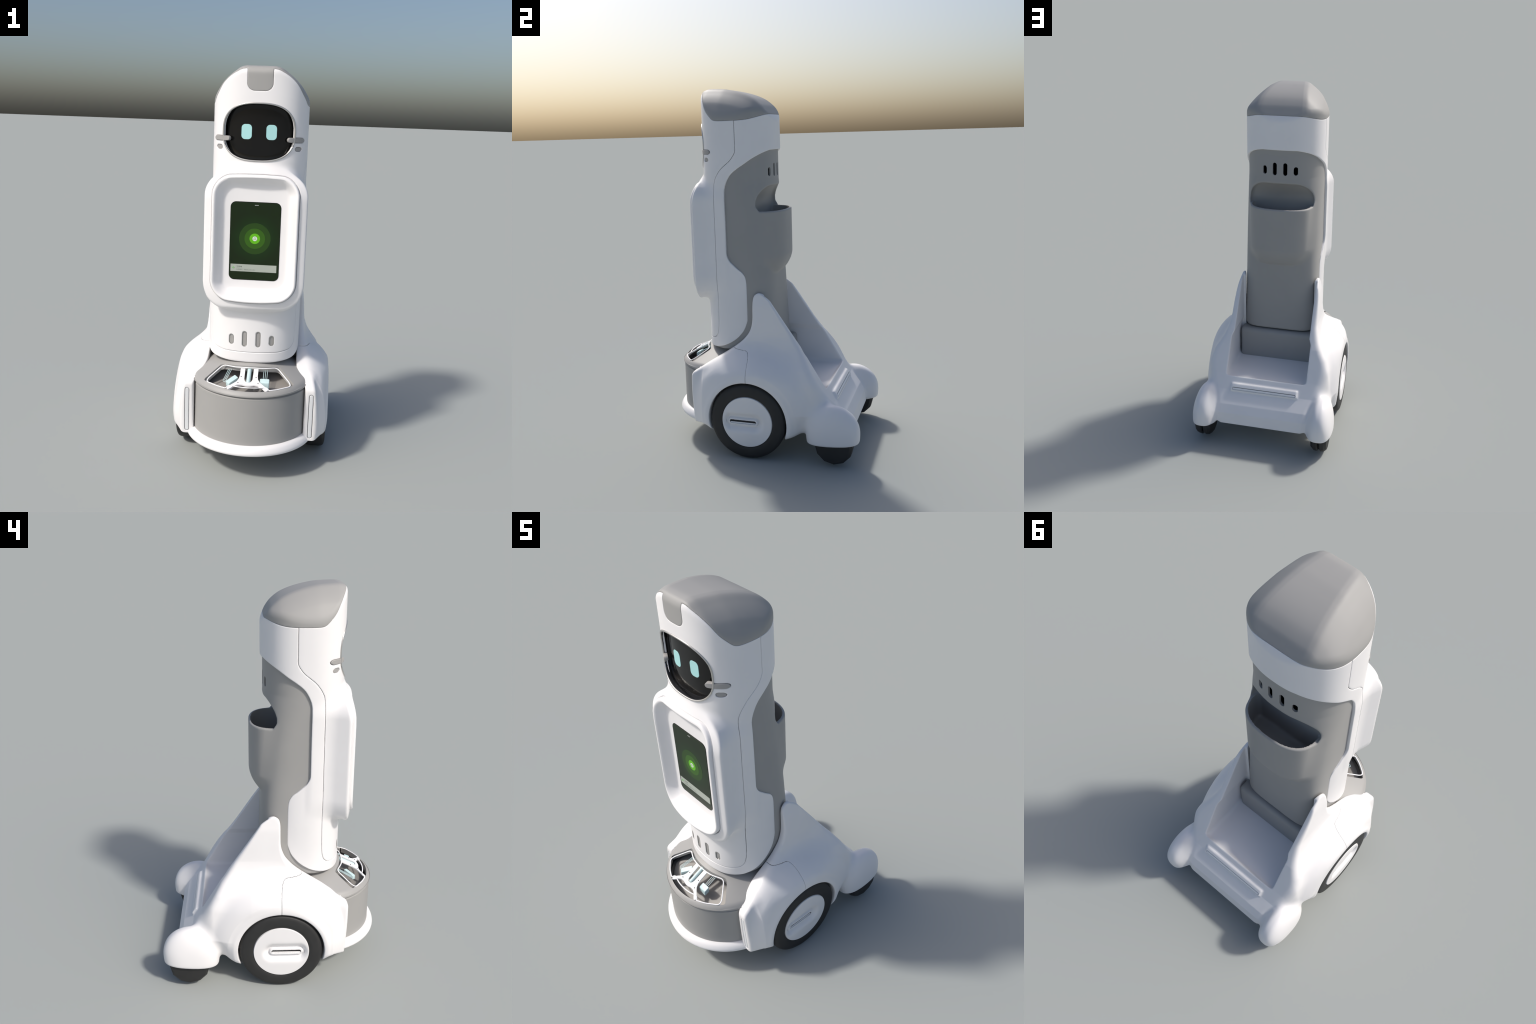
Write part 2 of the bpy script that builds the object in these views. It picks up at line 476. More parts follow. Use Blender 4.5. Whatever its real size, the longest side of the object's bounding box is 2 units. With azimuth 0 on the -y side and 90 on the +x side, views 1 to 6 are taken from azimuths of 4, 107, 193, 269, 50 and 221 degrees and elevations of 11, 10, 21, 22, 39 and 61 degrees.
# ============================================================== face display
face = empty("face_display", root, (0, 0, 0))
th = np.linspace(0, 2*math.pi, 121)[:-1]
def oval(s, dx=0.0):
    """face opening outline, scaled"""
    c, d = np.cos(th), np.sin(th)
    rr = (np.abs(c)**2.6+np.abs(d)**2.6)**(-1/2.6)
    return (0.170+dx)*s*c*rr, 1.692+(0.1335+dx)*s*d*rr
rings = []
for s, ins in [(0.998, 0.001), (0.985, 0.004), (0.975, 0.022), (0.955, 0.029), (0.90, 0.030), (0.8, 0.030), (0.6, 0.030), (0.4, 0.030), (0.2, 0.030), (0.02, 0.030)]:
    x, z = oval(s); y = col_y(x, 0)+ins
    rings.append(np.stack([x, y, z], 1))
V, F = ring_loft(rings, cap=(False, True))
F = [f[::-1] for f in F]
mesh_obj("display_glass", V, F, GLASS, face)
x, z = oval(1.0, 0.001)
V, F = tube(np.stack([x, col_y(x)-0.0005, z], 1), 0.0042, seg=10, closed=True)
mesh_obj("display_rim", V, F, CHROME, face)
for sx in (-1, 1):
    o = rrect(0.0250, 0.0355, 0.018)
    V, F = slab(o, lambda u, v, d: (sx*0.0595+u, col_y(sx*0.0595+u)+0.030-d, 1.693+v), 0.0012, 0.0005)
    mesh_obj("eye", V, F, EYE, face)

# ============================================================== tablet
tablet = empty("tablet", root)
def tab_ring(d, y_of, n=14, hw=0.2085, hh=0.2975, r=0.088):
    o = rrect(hw-d, hh-d, max(r-d*0.8, 0.022), n=n)
    # subdivide the straight sides so the curved face is followed
    p = []
    for i in range(len(o)):
        a, b = o[i], o[(i+1) % len(o)]
        m = 9 if np.linalg.norm(b-a) > 0.05 else 1
        for k in range(m): p.append(a+(b-a)*k/m)
    p = np.array(p)
    bow = 1+0.012*np.clip(1-(p[:, 0]/0.2)**2, 0, 1)/hh
    x, z = p[:, 0], ZT+p[:, 1]*bow
    return np.stack([x, y_of(x, z), z], 1)
rim = lambda off: (lambda x, z: tablet_front(x, z)+off)
DISH = -0.3560
def dish(w):
    return lambda x, z: tablet_front(x, z)*(1-w)+DISH*w
prof = [(0.0, rim(0.045)), (0.0, rim(0.007)), (0.0012, rim(0.003)), (0.0035, rim(0.0008)), (0.0065, rim(0.0)), (0.0095, rim(0.0012)), (0.013, dish(0.07)),
        (0.020, dish(0.26)), (0.030, dish(0.56)), (0.040, dish(0.83)), (0.046, dish(0.935)), (0.053, dish(0.985)), (0.062, dish(1.0)), (0.078, dish(1.0)), (0.10, dish(1.0)), (0.15, dish(1.0)), (0.187, dish(1.0))]
V, F = ring_loft([tab_ring(d, f) for d, f in prof], cap=(False, True))
mesh_obj("tablet_bezel", V, [f[::-1] for f in F], WHITE, tablet)
V, F = ring_loft([tab_ring(d, rim(o)) for d, o in [(-0.008, 0.030), (-0.006, 0.021), (0.001, 0.021), (0.002, 0.030)]])  # dark ring sunk in the bezel gap, drawn as its shadow line
mesh_obj("bezel_gap_painted_shadow", V, [f[::-1] for f in F], SEAM, tablet)
SC = (0.0, 1.170)
scr = empty("tablet_screen", tablet)
def flat_at(y0, cx, cz): return lambda u, v, d: (cx+u, y0-d, cz+v)
V, F = slab(rrect(0.1225, 0.1925, 0.027), flat_at(-0.3545, *SC), 0.0030, 0.0008)
mesh_obj("screen_frame", V, F, GLASS, scr)
V, F = slab(rrect(0.1205, 0.1895, 0.0255), flat_at(-0.3562, *SC), 0.0018, 0.0003)
mesh_obj("screen_picture", V, F, SCREEN, scr)
DC = (0.0, 1.184); y0 = -0.3580
def disc(r, n=72):
    a = np.arange(n)/n*2*math.pi
    return np.stack([r*np.cos(a), r*np.sin(a)], 1)
for nm, r, mat in [("halo_ring", 0.0765, GREENS[0]), ("halo_ring", 0.050, GREENS[1]), ("halo_ring", 0.0255, GREENS[2]), ("user_icon", 0.0115, ICON)]:
    V, F = slab(disc(r), flat_at(y0, *DC), 0.0003, 0.0001); y0 -= 0.0003
    mesh_obj(nm, V, F, mat, scr)
a = np.linspace(math.radians(-55), math.radians(235), 24)
V, F = tube([(0.0042*math.cos(t), y0, DC[1]+0.0022+0.0042*math.sin(t)) for t in a], 0.0008, seg=6)
mesh_obj("user_glyph", V, F, GREENS[2], scr)
V, F = tube([(0.0075*math.cos(t), y0, DC[1]-0.0085+0.0065*math.sin(t)) for t in np.linspace(0.35, math.pi-0.35, 14)], 0.0008, seg=6)
mesh_obj("user_glyph", V, F, GREENS[2], scr)
V, F = slab(rrect(0.1125, 0.018, 0.001, 2), flat_at(-0.3580, -0.002, 1.0375), 0.0005, 0.0001)
mesh_obj("message_bar", V, F, BARMAT, scr)
V, F = tube([(-0.100+0.0035*math.cos(t), -0.3586, 1.0375+0.0035*math.sin(t)) for t in np.linspace(0, 2*math.pi, 25)[:-1]], 0.0010, seg=6, closed=True)
mesh_obj("message_icon", V, F, TEXTG, scr)
def text(body, size, x, z, mat):
    cu = bpy.data.curves.new("label_text", "FONT")
    cu.body = body; cu.size = size; cu.extrude = 0.0001
    o = bpy.data.objects.new("label_text", cu)
    bpy.context.collection.objects.link(o)
    dg = bpy.context.evaluated_depsgraph_get()
    me = bpy.data.meshes.new_from_object(o.evaluated_get(dg))
    bpy.data.objects.remove(o); bpy.data.curves.remove(cu)
    me.materials.clear(); me.materials.append(mat)
    co = np.zeros(len(me.vertices)*3); me.vertices.foreach_get("co", co); co = co.reshape(-1, 3)
    me.vertices.foreach_set("co", np.stack([x+co[:, 0], -0.3587-co[:, 2], z+co[:, 1]], 1).ravel()); me.update()
    t = bpy.data.objects.new("label_text", me)
    bpy.context.collection.objects.link(t); t.parent = scr
text("工作中", 0.0095, -0.086, 1.0395, TEXTD)
text("如有疑问，请联系工作人员。", 0.0075, -0.086, 1.0265, TEXTL)
for k in range(4):
    V, F = slab(rrect(0.0016, 0.0013, 0.0006, 2), flat_at(-0.3580, -0.003+k*0.0046, 1.347), 0.0004, 0.0001)
    mesh_obj("status_mark", V, F, ICON, scr)

# ============================================================== grey core: back panel and pocket
def core_field(x, y, z):
    w = np.clip((z-0.55)/0.95, 0, 1)
    nb = 5.5*(1-w)+2.35*w
    c = section(x, y, a=0.2235, bf=0.185, nf=2.5, bb=0.224-0.023*w, nb=nb)
    c = smax(c, np.maximum(-0.24-y, -0.24-y+0*z)+0.6*np.minimum(z-1.52, 0), 0.01)  # hollow behind the face
    # pocket bulging from the back
    pw = 0.185
    py = (np.abs(x)/pw+1e-9)**2.6+(np.abs(y+0.030)/0.142+1e-9)**2.6
    rr = np.hypot(x, y+0.030)+1e-9
    pk = rr-rr/py**(1/2.6)
    pk = pk + 0.08*np.maximum(1.085-z, 0) + 4.2*np.maximum(1.085-z, 0)**2 + 30*np.maximum(1.0-z, 0)**2
    pk = smax(pk, z-1.345, 0.008)
    c = smin(c, pk, 0.022)
    # scoop above the rim: sloped cut into the column, and the deep cavity inside the pocket
    inner = (np.abs(x)/(pw-0.012)+1e-9)**2.6+(np.abs(y+0.030)/0.130+1e-9)**2.6
    cav = rr-rr/inner**(1/2.6)
    slope = -(y - (-0.044+6.5*np.maximum(z-1.372, 0)**2))*0.8 # y must lie behind the sloping back wall
    cav = smax(cav, slope, 0.02)
    cav = smax(cav, 1.16-z, 0.02)
    sco = smax(sd_rbox(x, z-1.365, 0.188, 0.103, 0.100), slope, 0.02)
    sco = smax(sco, 1.335-z, 0.004)
    cav = smax(cav, z-1.40, 0.01)
    c = smax(c, -np.minimum(cav, sco), 0.010)
    # lower block behind the tray
    q = np.maximum(np.abs(x)-0.205, 0); 
    lb = sd_rbox(y-0.0, z-0.45, 0.088, 0.101, 0.024)
    lb = smax(lb, np.abs(x)-0.229, 0.02)
    c = smax(c, 0.556-z, 0.016)
    c = np.minimum(c, lb)
    return smax(c, z-1.72, 0.01)
CV, CT = implicit_mesh(core_field, (0, -0.40, 0.33), (0.26, 0.15, 1.74), 0.0052)
REAR = [(0.0305, 1.554, 0.0120, 0.0365), (0.0905, 1.545, 0.0120, 0.0245)]
rear_fs = [(lambda cx, cz, hu, hv: (lambda x, y, z: np.where(y > -0.02, sd_rbox(np.abs(x)-cx, z-cz, hu, hv, hu), 1.0)))(*v) for v in REAR]
pocket_region = lambda x, y, z: np.minimum(np.minimum(y-0.040+0*x, 1.40-z), np.minimum(0.19-np.abs(x), z-1.0))
def split_normals(o, surf):
    """shade by the whole surface's own normals so that no seam shows"""
    me = o.data
    co = np.zeros(len(me.vertices)*3); me.vertices.foreach_get("co", co); co = co.reshape(-1, 3)
    n = gradient(surf, co, 8e-4); n /= np.maximum(np.linalg.norm(n, axis=1, keepdims=True), 1e-9)
    me.normals_split_custom_set_from_vertices([tuple(v) for v in n])
V, T, side = iso_split(CV, CT, pocket_region(*CV.T))
pV, pT = compact(V, T[side > 0]); bV, bT = compact(V, T[side <= 0])
mesh_obj("pocket", pV, pT, GREY, root)
for f in rear_fs: bV, bT = region(bV, bT, f)
# walls of the slots
N = gradient(core_field, bV); N /= np.linalg.norm(N, axis=1, keepdims=True)
Bd = boundary(bT)
hole = np.array([np.abs(np.min([f(*bV[i]) for f in rear_fs])) < 0.002 and bV[i][1] > -0.02 for i in Bd.ravel()]).reshape(Bd.shape).all(1)
Bd = Bd[hole]; u, inv = np.unique(Bd, return_inverse=True); inv = inv.reshape(Bd.shape)+len(bV)
bV = np.concatenate([bV, bV[u]-N[u]*0.010])
bT = np.concatenate([bT, np.stack([Bd[:, 1], Bd[:, 0], inv[:, 0]], 1), np.stack([Bd[:, 1], inv[:, 0], inv[:, 1]], 1)])
mesh_obj("back_panel", bV, bT, GREY, root)
# hollow of the column behind the rear vents, coloured black for its darkness
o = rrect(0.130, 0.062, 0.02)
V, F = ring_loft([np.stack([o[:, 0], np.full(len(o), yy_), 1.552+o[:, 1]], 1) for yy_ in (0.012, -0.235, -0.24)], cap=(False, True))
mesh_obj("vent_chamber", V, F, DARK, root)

# ============================================================== base shell
WHEEL_Y, WHEEL_Z, WHEEL_R = -0.041, 0.212, 0.212
PROFILE = np.concatenate([
    curve([(-0.372, 0.160), (-0.381, 0.30), (-0.385, 0.425), (-0.376, 0.446), (-0.358, 0.457), (-0.305, 0.490), (-0.235, 0.532),
           (-0.154, 0.585), (-0.104, 0.625), (-0.066, 0.670), (-0.048, 0.715), (-0.042, 0.760), (-0.041, 0.845), (-0.034, 0.876),
           (-0.014, 0.891), (0.006, 0.889), (0.034, 0.871), (0.056, 0.853), (0.066, 0.838)], n=4)[:-1],
    [(0.066, 0.838), (0.152, 0.710), (0.238, 0.583), (0.262, 0.550), (0.362, 0.384), (0.412, 0.312), (0.470, 0.248), (0.497, 0.205), (0.507, 0.140),
     (0.40, 0.132), (0.295, 0.150), (0.245, 0.147), (0.205, 0.132), (0.170, 0.120), (0.0, 0.10), (-0.22, 0.12), (-0.262, 0.142), (-0.285, 0.158), (-0.315, 0.168), (-0.35, 0.160)]])
LID = (0.0, -0.24)   # centre of the front drum
def lid_z(x, y): return 0.530-0.50*(np.hypot(x, y+0.20)-0.197)
def half_width(y, z):
    """outer half-width of the base: leaning fins, and a flare round each wheel arch"""
    body = interp(z, [0.10, 0.20, 0.30, 0.42, 0.489, 0.543, 0.60, 0.66, 0.74, 0.82, 0.85, 0.90],
                  [0.345, 0.352, 0.354, 0.344, 0.322, 0.294, 0.272, 0.263, 0.259, 0.252, 0.246, 0.235])
    lean = interp(y, [-0.42, -0.36, -0.30, -0.20, -0.10, 0.22, 0.30, 0.38, 0.46, 0.56], [-0.006, -0.004, -0.003, -0.002, 0.0, 0.020, 0.016, -0.026, -0.070, -0.09])
    body = body + lean*np.clip((0.66-z)/0.16, 0, 1)
    dy, dz = np.abs(y-WHEEL_Y)+1e-9, np.abs(z-WHEEL_Z)+1e-9
    d = np.hypot(dy, dz)
    over = interp(d, [0.20, 0.235, 0.26, 0.282, 0.302, 0.324, 0.340, 0.376, 0.42, 0.50], [0.406, 0.407, 0.403, 0.393, 0.377, 0.355, 0.336, 0.290, 0.24, 0.12])
    beside = interp(d, [0.20, 0.235, 0.26, 0.30, 0.33, 0.36, 0.40, 0.45, 0.55], [0.406, 0.406, 0.398, 0.386, 0.370, 0.342, 0.298, 0.24, 0.12])
    w = np.clip((dy/d-0.25)/0.5, 0, 1); w = w*w*(3-2*w)
    arch = over*(1-w)+beside*w
    arch = arch + np.where(y < WHEEL_Y, 0.002, 0.009)*np.clip((y-WHEEL_Y)/0.15, -1.2, 1)*np.clip((d-0.235)/0.04, 0, 1) - 0.022*np.clip((-0.305-y)/0.055, 0, 1.5)
    hollow = 0.060*np.clip((0.27-z)/0.13, 0, 1)*np.exp(-((y-0.275)/0.050)**2)   # tucked-in skirt between wheel and caster
    return smax(body, arch-0.014*np.clip((0.25-z)/0.12, 0, 1)**1.5, 0.03)-0.002-hollow
def base_field(x, y, z):
    ax = np.abs(x)
    p = sd_poly(PROFILE, y, z)
    k = np.clip(0.008+0.075*(0.80-z), 0.008, 0.034)*(1-0.55*np.clip((-0.27-y)/0.05, 0, 1))
    s = smax(p, (ax-half_width(y, z))*0.85, k)
    # casters' rounded housings
    bz = (z-0.183)/0.143; bz = np.where(bz > 0, bz, 0.6*bz)
    bx, by = (ax-0.341)/(0.0725-0.018*np.clip((z-0.14)/0.18, 0, 1)**1.4), (y-0.420)/0.145
    r = (np.abs(bx)**2.6+np.abs(np.hypot(by, bz))**2.6+1e-12)**(1/2.6)
    bulb = (r-1)*0.10
    bulb = smax(bulb, 0.122+0.06*(y-0.42)-z, 0.012)
    s = smin(s, bulb, 0.035)
    # foot bar ridge across the rear slope
    c, d = math.cos(math.radians(-52)), math.sin(math.radians(-52))
    ry, rz = (y-0.397)*c+(z-0.322)*d, -(y-0.397)*d+(z-0.322)*c
    bar = smax(sd_rbox(ry, rz, 0.022, 0.019, 0.008), ax-0.198, 0.012)
    s = smin(s, bar, 0.012)
    # tray: between the fins, above the floor
    tray = smax(ax-0.2265-0.012*np.clip((0.60-z)/0.03, 0, 1), 0.367-z, 0.030)
    tray = smax(tray, 0.02-y, 0.004)
    tray = smax(tray, y-0.366-0.6*(z-0.376), 0.020)
    s = smax(s, -tray, 0.007)
    # room for the column and for the drum
    col = section(x, y, a=0.2265, bf=0.20, nf=2.35, bb=0.228, nb=5.0)
    col = np.maximum(col, 0.30-z)
    s = smax(s, -col, 0.006)
    dr = np.maximum(np.hypot(x-LID[0], y-LID[1])-0.3065, z-lid_z(x, y)+0.014)
    dr = np.maximum(dr, 0.09-z)
    s = smax(s, -dr, 0.006)
    # the hollow under the lid's rim, between drum and front cover
    edge = interp(y, [-0.45, -0.40, -0.375, -0.358, -0.305, -0.235, -0.15, -0.05], [0.300, 0.292, 0.282, 0.270, 0.250, 0.229, 0.2255, 0.225])
    hol = np.maximum(np.maximum((ax-edge)*0.9, y+0.10), 0.09-z)
    s = smax(s, -hol, 0.006)
    # wheel arch
    wh = np.maximum(np.hypot(y-WHEEL_Y, z-WHEEL_Z)-0.2205, 0.285-ax)
    s = smax(s, -wh, 0.006)
    return s
SV, ST = implicit_mesh(base_field, (0, -0.42, 0.07), (0.46, 0.60, 0.92), 0.0048)
LINE = curve([(-0.042, 0.36), (-0.042, 0.43), (-0.043, 0.51), (-0.048, 0.555), (-0.064, 0.579), (-0.10, 0.583), (-0.15, 0.588), (-0.24, 0.60)], n=5)
LINE_POLY = np.concatenate([[(-0.042, 0.0)], LINE, [(-0.6, 0.62), (-0.6, 0.0)]])
def line_f(x, y, z): return np.where(np.abs(x) > 0.21, sd_poly(LINE_POLY, y, z), 0.2+0*y)
strip_f = lambda x, y, z: np.where(y < -0.3, sd_rbox(np.abs(x)-0.3145, z-0.292, 0.0120, 0.120, 0.0120), 1.0)
bar_f = lambda x, y, z: np.where((y > 0.395) & (y < 0.47), sd_rbox(x, z-0.3245, 0.189, 0.0075, 0.0075), 1.0)
V, T = panel(SV, ST, [lambda x, y, z: line_f(x, y, z)-0.0007, bar_f], base_field, thick=0.008, rnd=0.0016)
base = mesh_obj("base_shell", V, T, WHITE, root)
for sx in (-1, 1):
    V, T = panel(SV, ST, [lambda x, y, z: -line_f(x, y, z)-0.0007, lambda x, y, z: sx*x, strip_f], base_field, thick=0.008, rnd=0.0016)
    cover = mesh_obj("front_cover", V, T, WHITE, root)
    V, T = panel(SV, ST, [lambda x, y, z: -strip_f(x, y, z)-0.0026, lambda x, y, z: sx*x], base_field, thick=0.010, rnd=0.003, lift=-0.0005)
    mesh_obj("lamp_strip", V, T, STRIP, cover)
    V, T = panel(SV, ST, [lambda x, y, z: -strip_f(x, y, z)+0.003, lambda x, y, z: sx*x], base_field, thick=0.012, rnd=0, lift=-0.006)  # larger dark pad beneath the lamp strip, shows as shadow round it
    mesh_obj("strip_gap_painted_shadow", V, T, SEAM, cover)
V, T = panel(SV, ST, [lambda x, y, z: -bar_f(x, y, z)-0.0018], base_field, thick=0.010, rnd=0.003, lift=-0.0005)
mesh_obj("lamp_strip", V, T, STRIP, base)
V, T = panel(SV, ST, [lambda x, y, z: -bar_f(x, y, z)+0.003], base_field, thick=0.012, rnd=0, lift=-0.006)
mesh_obj("strip_gap_painted_shadow", V, T, SEAM, base)
V, T = panel(SV, ST, [lambda x, y, z: 0.004-np.abs(line_f(x, y, z)), lambda x, y, z: np.abs(x)-0.23], base_field, thick=0.01, rnd=0, lift=-0.005)
mesh_obj("seam_painted_shadow", V, T, SEAM, base)

# ============================================================== front drum
drum = empty("front_drum", root)
a = np.linspace(0, 2*math.pi, 145)[:-1]
def plan_ring(r, z=None):
    x, y = LID[0]+r*np.cos(a), LID[1]+r*np.sin(a)
    return np.stack([x, y, np.full(len(a), z) if z is not None else lid_z(x, y)], 1)
# body: rounded wall
V, F = ring_loft([plan_ring(r, z) for r, z in [(0.27, 0.15), (0.292, 0.15), (0.298, 0.155), (0.3005, 0.165), (0.3012, 0.20), (0.3012, 0.43), (0.29, 0.44)]], cap=(True, False))
mesh_obj("drum_wall", V, F, GREY, drum)
# lid: sloping top, rounded rim that overhangs the wall, opening for the well
def lid_point(r, drop):
    p = plan_ring(r); p[:, 2] -= drop; return p
def lid_edge(r, t):
    """blend from the sloping top to the level rim underside"""
    p = plan_ring(r); p[:, 2] = p[:, 2]*(1-t)+0.441*t; return p
rings = [lid_point(r, 0) for r in np.linspace(0.02, 0.284, 45)]
rings += [lid_point(0.290, 0.0008), lid_point(0.2955, 0.003), lid_point(0.3, 0.0065), lid_point(0.3035, 0.011), lid_edge(0.3055, 0.5), lid_edge(0.3062, 0.72), lid_edge(0.3055, 0.9), lid_edge(0.303, 1.0), lid_edge(0.29, 1.0)]
LV, LF = ring_loft(rings, cap=(True, False))
tri = []
for f in LF:
    for k in range(1, len(f)-1): tri.append((f[0], f[k], f[k+1]))
LT = np.array(tri)
WELL = np.concatenate([curve([(0.138, -0.339), (0.07, -0.366), (0.0, -0.375), (-0.07, -0.366), (-0.138, -0.339)], n=6),
                       curve([(-0.150, -0.338), (-0.226, -0.416), (-0.229, -0.426)], n=3),
                       [(LID[0]-0.286*math.sin(t), LID[1]-0.286*math.cos(t)) for t in np.radians(np.linspace(50, -50, 41))],
                       curve([(0.229, -0.426), (0.226, -0.416), (0.150, -0.338)], n=3)])
well_f = lambda x, y, z: np.where(z > 0.4445, sd_poly(WELL, x, y), 1.0)
LV2, LT2 = region(LV, LT, well_f)
Bd = boundary(LT2); ok = np.abs(well_f(*LV2[Bd[:, 0]].T)) < 0.003
Bd = Bd[ok]; u, inv = np.unique(Bd, return_inverse=True); inv = inv.reshape(Bd.shape)+len(LV2)
low = LV2[u].copy(); cen = np.array([0, -0.43]); low[:, :2] += (cen-low[:, :2])*0.02; low[:, 2] -= 0.028
LV2 = np.concatenate([LV2, low])
LT2 = np.concatenate([LT2, np.stack([Bd[:, 1], Bd[:, 0], inv[:, 0]], 1), np.stack([Bd[:, 1], inv[:, 0], inv[:, 1]], 1)])
mesh_obj("drum_lid", LV2, LT2, GREY, drum, angle=35)
def on_lid(x, y, d=0.0): return (x, y, float(lid_z(x, y))+d)
# chamber under the opening, shade painted on its walls, with a stepped floor that follows the lid's slope
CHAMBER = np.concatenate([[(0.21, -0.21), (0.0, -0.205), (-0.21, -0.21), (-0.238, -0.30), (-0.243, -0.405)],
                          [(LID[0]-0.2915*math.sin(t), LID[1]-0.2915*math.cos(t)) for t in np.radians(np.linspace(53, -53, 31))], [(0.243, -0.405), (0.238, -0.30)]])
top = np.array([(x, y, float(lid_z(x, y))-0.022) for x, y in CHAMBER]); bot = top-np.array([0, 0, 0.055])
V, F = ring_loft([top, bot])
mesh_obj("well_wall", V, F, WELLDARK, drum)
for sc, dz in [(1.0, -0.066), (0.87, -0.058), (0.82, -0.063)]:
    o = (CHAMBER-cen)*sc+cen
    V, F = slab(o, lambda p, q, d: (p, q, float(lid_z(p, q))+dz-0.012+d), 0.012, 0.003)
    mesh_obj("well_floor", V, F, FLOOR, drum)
# white trim line floating in the opening
side = [(0.205, -0.437), (0.2045, -0.425), (0.196, -0.411), (0.150, -0.362), (0.138, -0.354), (0.124, -0.355)]
back = [(0.07, -0.379), (0.0, -0.387)]
frontp = [(0.0, -0.505), (0.045, -0.501), (0.082, -0.491), (0.094, -0.492), (0.104, -0.501), (0.112, -0.501), (0.150, -0.482), (0.185, -0.457), (0.198, -0.447)]
right = frontp+side+back
loop = right+[(-x, y) for x, y in right[::-1][1:-1]]
loop = curve(loop, closed=True, n=4)
V, F = tube([on_lid(x, y, 0.001) for x, y in loop], (0.0030, 0.0026), seg=8, closed=True)
mesh_obj("well_trim", V, F, TRIM, drum)
# bracket: two arms round the piston, spreading into two feet
half = [(0.0, -0.468), (0.010, -0.466), (0.017, -0.459), (0.0205, -0.448), (0.021, -0.43), (0.022, -0.384), (0.044, -0.384), (0.044, -0.425),
        (0.047, -0.446), (0.056, -0.462), (0.070, -0.474), (0.092, -0.491), (0.100, -0.503), (0.093, -0.509), (0.083, -0.503), (0.069, -0.490), (0.050, -0.480), (0.030, -0.479), (0.012, -0.483), (0.0, -0.484)]
def strip_loft(pairs, top, bottom):
    pass
def extrude_sym(half, place, depth):
    """mirror a half outline (starts and ends on the axis) and extrude it as triangulated plates"""
    from mathutils.geometry import delaunay_2d_cdt
    h = np.array(half); full = np.concatenate([h, (h*[-1, 1])[::-1][1:-1]])
    n = len(full)
    vs, es, fs, *_ = delaunay_2d_cdt([Vector(p) for p in full], [], [list(range(n))], 1, 1e-6)
    P = np.array([tuple(v) for v in vs]); T = np.array([tuple(f) for f in fs])
    top = np.array([place(x, y, depth) for x, y in P]); bot = np.array([place(x, y, 0) for x, y in P])
    B = boundary(T); m = len(P)
    W = np.concatenate([np.stack([B[:, 1], B[:, 0], B[:, 0]+m], 1), np.stack([B[:, 1], B[:, 0]+m, B[:, 1]+m], 1)])
    return np.concatenate([top, bot]), np.concatenate([T, T[:, ::-1]+m, W])
V, T = extrude_sym(half, lambda x, y, d: (x, y, float(lid_z(x*0.5, y))-0.012+d), 0.007)
br = mesh_obj("bracket", V, T, TRIM, drum, angle=30)
for x, y in [(0.0365, -0.434), (0.0495, -0.4695)]:
    for sx in (-1, 1):
        V, F = lathe([(0.0, 0.0), (0.0038, 0.0), (0.0038, 0.0010), (0.0001, 0.0010)], "z", (sx*x, y, float(lid_z(x*0.5, y))-0.0052), seg=14)
        mesh_obj("bracket_hole", V, F, SEAM, br)
yy = np.linspace(-0.455, -0.375, 12)
pth = [(0, y, float(lid_z(0, y))-0.016) for y in yy]
V, F = tube(pth, 0.0105, seg=20)
mesh_obj("piston", V, F, CYAN, drum)
b = lathe([(0.0105, 0), (0.0095, -0.004), (0.006, -0.008), (0.0005, -0.010)], "x", (0, 0, 0), seg=20)
Vt = b[0]; t = np.array(pth[1])-np.array(pth[0]); t /= np.linalg.norm(t)
s = np.array([1.0, 0, 0]); u = np.cross(t, s)
Vt = np.array(pth[0])+Vt[:, :1]*t+Vt[:, 1:2]*s+Vt[:, 2:]*u
mesh_obj("piston_tip", Vt, b[1], CYAN, drum)
def box_at(name, x, y, hx, hy, hz, mat, dz, rot=0.0):
    c, s_ = math.cos(rot), math.sin(rot); z0 = float(lid_z(x*0.6, y))+dz
    sl = 0.42
    V, F = slab(rrect(hx, hy, 0.004, 4), lambda p, q, d: (x+p*c-q*s_, y+p*s_+q*c, z0-hz+d+(p*s_+q*c)*sl), hz, 0.002)
    return mesh_obj(name, V, F, mat, drum)
bR = box_at("connector_block", 0.079, -0.433, 0.0235, 0.014, 0.028, CYAN, -0.020)
bL = box_at("connector_block", -0.083, -0.424, 0.0125, 0.030, 0.022, CYAN, -0.028, rot=-0.75)
for k in range(3):
    x0 = 0.071+0.009*k
    V, F = tube([(x0, y, float(lid_z(x0*0.6, y))-0.026) for y in np.linspace(-0.42, -0.335, 6)], 0.0013, seg=6)
    mesh_obj("contact_pin", V, F, CYAN, bR)
    o = 0.008*k
    q = [(-0.088-o*0.5, -0.434+o*0.4), (-0.112+o*0.2, -0.440+o*0.6), (-0.126+o, -0.432+o*0.5), (-0.126+o, -0.424+o*0.3), (-0.108+o, -0.36)]
    q = curve(q, n=4)
    V, F = tube([(x, y, float(lid_z(x*0.6, y))-0.030) for x, y in q], 0.0013, seg=6)
    mesh_obj("contact_pin", V, F, CYAN, bL)
# ============================================================== bumper
t = np.radians(np.linspace(-68, 68, 73))
rings = []
sec = curve([(0.298, 0.192), (0.310, 0.192), (0.322, 0.184), (0.330, 0.171), (0.3325, 0.160), (0.329, 0.151), (0.316, 0.146), (0.300, 0.144), (0.289, 0.165)], closed=True, n=4)
for q in t:
    rings.append(np.stack([LID[0]+sec[:, 0]*math.sin(q), LID[1]-sec[:, 0]*math.cos(q), sec[:, 1]], 1))
V, F = ring_loft(rings, cap=(True, True))
mesh_obj("bumper", V, F, WHITE, root, angle=50)

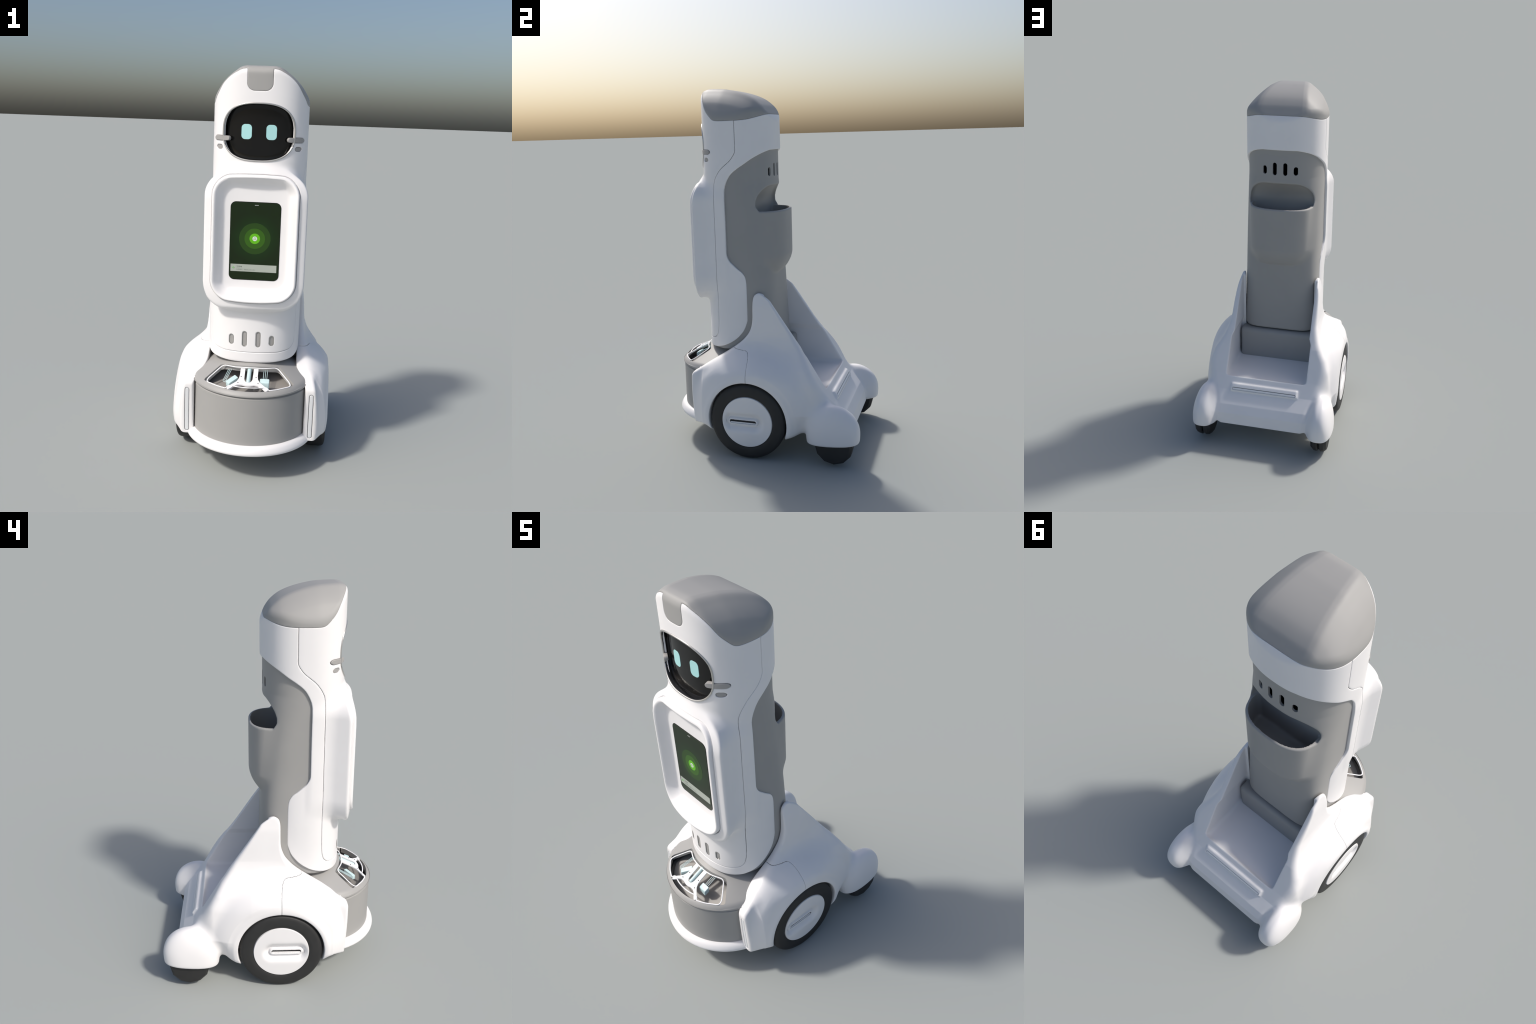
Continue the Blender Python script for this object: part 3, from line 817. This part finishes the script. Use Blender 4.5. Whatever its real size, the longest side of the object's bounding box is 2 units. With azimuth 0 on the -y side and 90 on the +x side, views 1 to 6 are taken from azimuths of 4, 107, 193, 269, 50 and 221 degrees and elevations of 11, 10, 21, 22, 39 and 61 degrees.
# ============================================================== wheels
def hub_x(y, z):
    """hub cap relief: gentle dome with a shallow scooped dish round the handle slot"""
    r = np.hypot(y, z)
    d = sd_rbox(y+0.026, z+0.004, 0.083, 0.0165, 0.0165)
    dish = 0.023*np.exp(-(np.maximum(d-0.006, 0)/0.021)**2)
    ridge = 0.012*np.clip(1-np.maximum(d, 0)/0.006, 0, 1)
    return 0.402 + 0.003*(1-(r/0.142)**2) - dish*np.clip((0.139-r)/0.03, 0, 1) + ridge*np.clip((0.139-r)/0.03, 0, 1)
for sx in (-1, 1):
    wheel = empty("wheel", root, (0, 0, 0))
    c = (0, WHEEL_Y, WHEEL_Z)
    prof = [(0.12, 0.290), (0.185, 0.290), (0.203, 0.297), (0.2105, 0.308), (0.212, 0.325), (0.212, 0.374), (0.2105, 0.385), (0.2065, 0.393), (0.200, 0.3975), (0.190, 0.400), (0.165, 0.4015), (0.150, 0.4015), (0.1445, 0.399), (0.1435, 0.390), (0.12, 0.390)]
    V, F = lathe(prof, "x", c, seg=128, sign=sx)
    if sx < 0: F = [f[::-1] for f in F]
    mesh_obj("tyre", V, [f[::-1] for f in F], RUBBER, wheel)
    # hub cap as polar height field with the slot cut out
    rr = np.linspace(0.002, 0.1395, 80); ang = np.arange(144)/144*2*math.pi
    rings = []
    for r in rr: rings.append(np.stack([hub_x(r*np.cos(ang), r*np.sin(ang)), r*np.cos(ang), r*np.sin(ang)], 1))
    rings.append(np.stack([np.full(144, 0.3985), 0.1420*np.cos(ang), 0.1420*np.sin(ang)], 1))
    rings.append(np.stack([np.full(144, 0.380), 0.1425*np.cos(ang), 0.1425*np.sin(ang)], 1))
    HV, HF = ring_loft(rings, cap=(True, False))
    tri = [(f[0], f[k], f[k+1]) for f in HF for k in range(1, len(f)-1)]
    slot = lambda x, y, z: np.where(x > 0.375, sd_rbox(y+0.026, z+0.004, 0.076, 0.0105, 0.0105), 1.0)
    HV, HT = region(HV, np.array(tri), slot)
    Bd = boundary(HT); ok = np.abs(slot(*HV[Bd[:, 0]].T)) < 0.002; Bd = Bd[ok]
    u, inv = np.unique(Bd, return_inverse=True); inv = inv.reshape(Bd.shape)+len(HV)
    low = HV[u].copy(); low[:, 0] -= 0.005
    HV = np.concatenate([HV, low]); HT = np.concatenate([HT, np.stack([Bd[:, 1], Bd[:, 0], inv[:, 0]], 1), np.stack([Bd[:, 1], inv[:, 0], inv[:, 1]], 1)])
    P = HV*[sx, 1, 1]+np.array(c)
    mesh_obj("hub_cap", P, HT if sx < 0 else HT[:, ::-1], WHITE, wheel)
    V, F = slab(rrect(0.078, 0.0125, 0.011), lambda p, q, d: (sx*(0.3835+d), WHEEL_Y-0.026+p, WHEEL_Z-0.004+q), 0.003, 0.001)
    mesh_obj("slot_back", V, F, DARK, wheel)  # black pad gives the shallow slot the shade of a deep cut
    V, F = slab(rrect(0.073, 0.0035, 0.003), lambda p, q, d: (sx*(0.385+d), WHEEL_Y-0.026+p, WHEEL_Z-0.0105+q), 0.004, 0.002)
    mesh_obj("slot_grip", V, F, WHITE, wheel)

# ============================================================== casters: faceted twin rollers under the housings
for sx in (-1, 1):
    cast = empty("caster", root)
    for side_ in (-1, 1):
        prof = [(0.02, 0.003), (0.096, 0.003), (0.104, 0.010), (0.102, 0.030), (0.088, 0.045), (0.05, 0.050), (0.001, 0.051)]
        V, F = lathe([(r, h*side_) for r, h in prof], "x", (sx*0.345, 0.430, 0.114), seg=12)
        mesh_obj("roller", V, F, RUBBER, cast, angle=25)
    V, F = lathe([(0.001, -0.006), (0.088, -0.006), (0.088, 0.006), (0.001, 0.006)], "x", (sx*0.347, 0.425, 0.112), seg=12)
    mesh_obj("roller_axle", V, F, DARK, cast)
